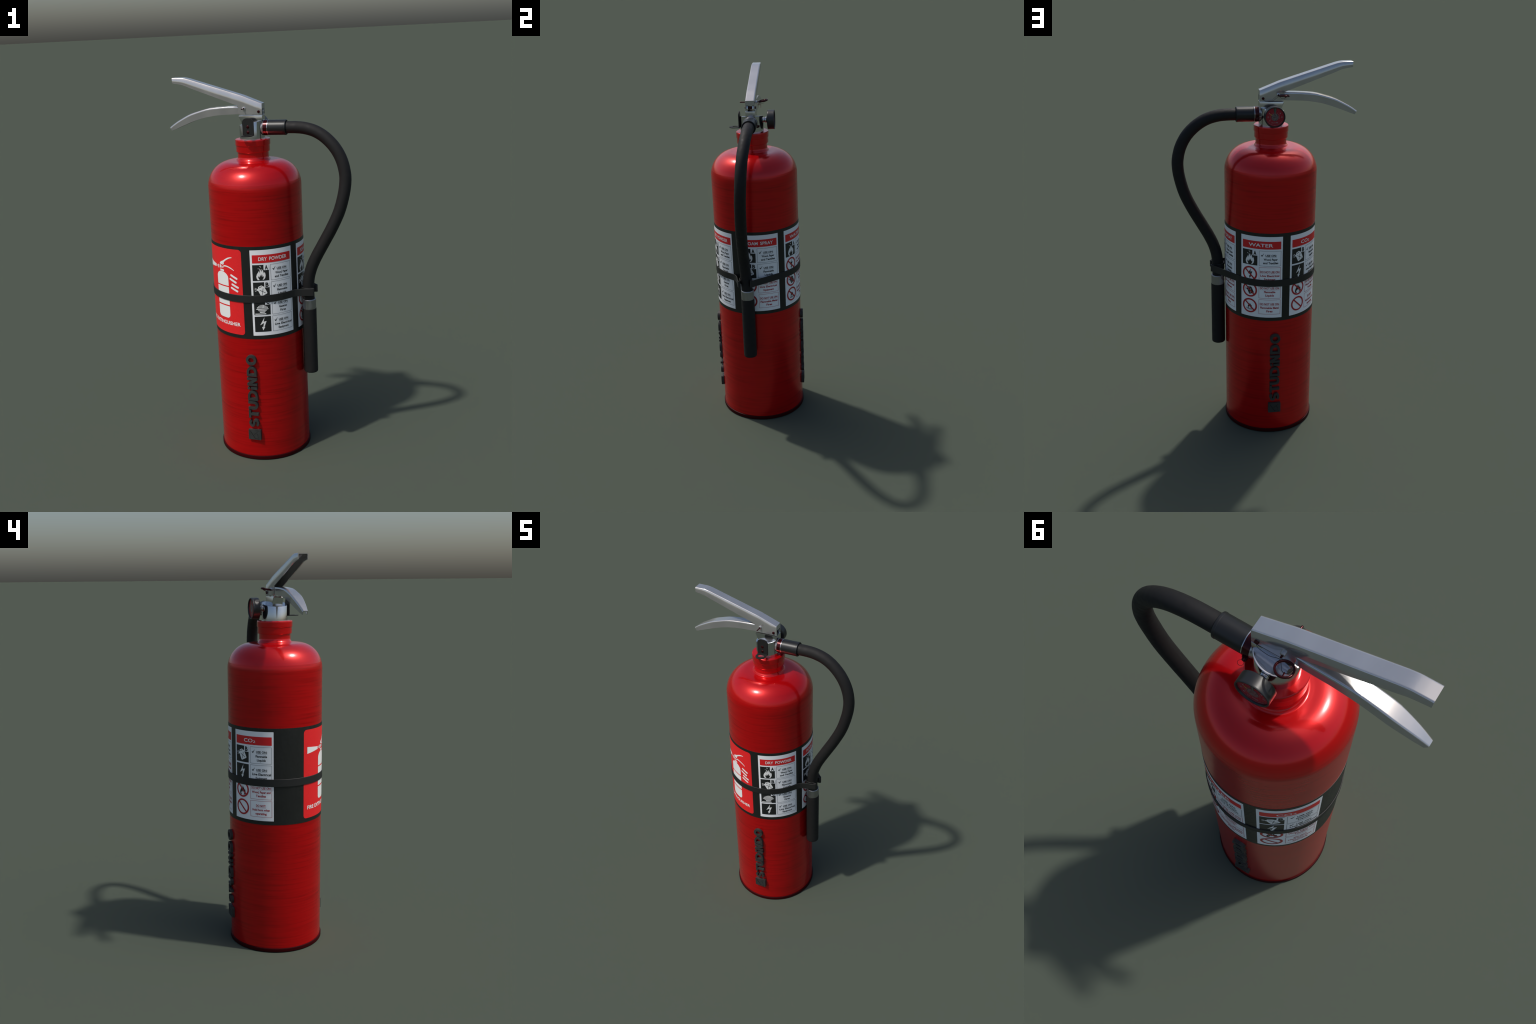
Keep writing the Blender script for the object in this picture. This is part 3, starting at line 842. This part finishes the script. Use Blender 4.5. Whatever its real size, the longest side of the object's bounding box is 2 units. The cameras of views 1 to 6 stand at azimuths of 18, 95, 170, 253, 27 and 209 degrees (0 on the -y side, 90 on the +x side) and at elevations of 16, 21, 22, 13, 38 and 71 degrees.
# ---- hose, nozzle ----------------------------------------------------------
hose_pts = [(0.1200, 0.0, 1.7402), (0.1500, 0.0, 1.7402), (0.2000, 0.0, 1.7395), (0.2420, -0.0005, 1.7350), (0.2960, -0.0025, 1.7190), (0.3480, -0.0070, 1.6870), (0.3980, -0.0135, 1.6350),
            (0.4310, -0.0185, 1.5720), (0.4460, -0.0228, 1.5050), (0.4455, -0.0262, 1.4550), (0.4370, -0.0298, 1.4020), (0.4148, -0.0340, 1.3224), (0.3767, -0.0388, 1.2380), (0.3284, -0.0429, 1.1490),
            (0.2910, -0.0450, 1.0800), (0.2670, -0.0450, 1.0260), (0.2515, -0.0438, 0.9700), (0.2460, -0.0415, 0.9056), (0.2465, -0.0388, 0.8400), (0.2470, -0.0375, 0.8200)]
link("hose", merge("hose", [tube(spline(hose_pts, 8), 0.0303, 32)], M["rubber"], 60), root)
NOZ = Matrix.Translation((0.2472, -0.0372, 0))
noz = lathe([(0.0, 0.4500), (0.030, 0.4485), (0.0345, 0.4490), (0.0362, 0.4510), (0.0367, 0.4550), (0.0366, 0.800), (0.0362, 0.8035), (0.0345, 0.8050), (0.030, 0.8050)], 64, NOZ)
nozzle = link("nozzle", merge("nozzle", [noz], M["rubber"], 40), root)
bandm = lathe([(0.030, 0.8040), (0.0352, 0.8040), (0.0354, 0.8060), (0.0354, 0.8520), (0.0346, 0.8550), (0.0325, 0.8568), (0.0295, 0.8568)], 64, NOZ)
link("nozzle_band", merge("nozzle_band", [bandm], M["bandmetal"], 35), nozzle)

# ---- strap -----------------------------------------------------------------
def strap():
    """Rubber strap: runs round the tank, both ends fold back and clip round the hose."""
    hx, hy, hr = 0.2460, -0.0440, 0.0335
    rs = R + 0.0030
    pts = []
    for az in range(130, 406 + 1, 6):            # round the back and front of the tank
        a = math.radians(az)
        pts.append((AX + rs * math.sin(a), -rs * math.cos(a)))
    pts += [(0.1700, -0.1345), (0.1930, -0.1085), (0.2180, -0.0970), (0.2480, -0.0900), (0.2740, -0.0845), (0.2822, -0.0810), (0.2838, -0.0765), (0.2800, -0.0725)]
    for d in range(-58, -303, -12):            # round the back of the hose
        t = math.radians(d)
        pts.append((hx + hr * math.cos(t), hy + hr * math.sin(t)))
    pts += [(0.2810, -0.0155), (0.2852, -0.0120), (0.2850, -0.0065), (0.2790, -0.0005), (0.2640, 0.0150), (0.2320, 0.0570), (0.1940, 0.1030), (0.1690, 0.1340)]
    path = spline([(x, y, 0) for x, y in pts], 5, True)
    # drop coincident samples
    clean = [path[0]]
    for p in path[1:]:
        if (p - clean[-1]).length > 5e-4:
            clean.append(p)
    n = len(clean); V, F = [], []
    th, z0, z1 = 0.0020, 0.8862, 0.9240
    for i, p in enumerate(clean):
        t = (clean[(i + 1) % n] - clean[i - 1]).normalized()
        nn = Vector((t.y, -t.x, 0))
        for k, z in ((-th, z0), (th, z0), (th, z1), (-th, z1)):
            q = p + nn * k
            V.append((q.x, q.y, z))
    for i in range(n):
        j = (i + 1) % n
        for k in range(4):
            l = (k + 1) % 4
            F.append((i * 4 + k, i * 4 + l, j * 4 + l, j * 4 + k))
    me = mesh("hose_strap", V, F, M["strap"], 40)
    return bevelled(me, 0.0007, 1, 60, 30)
link("hose_strap", strap(), root)
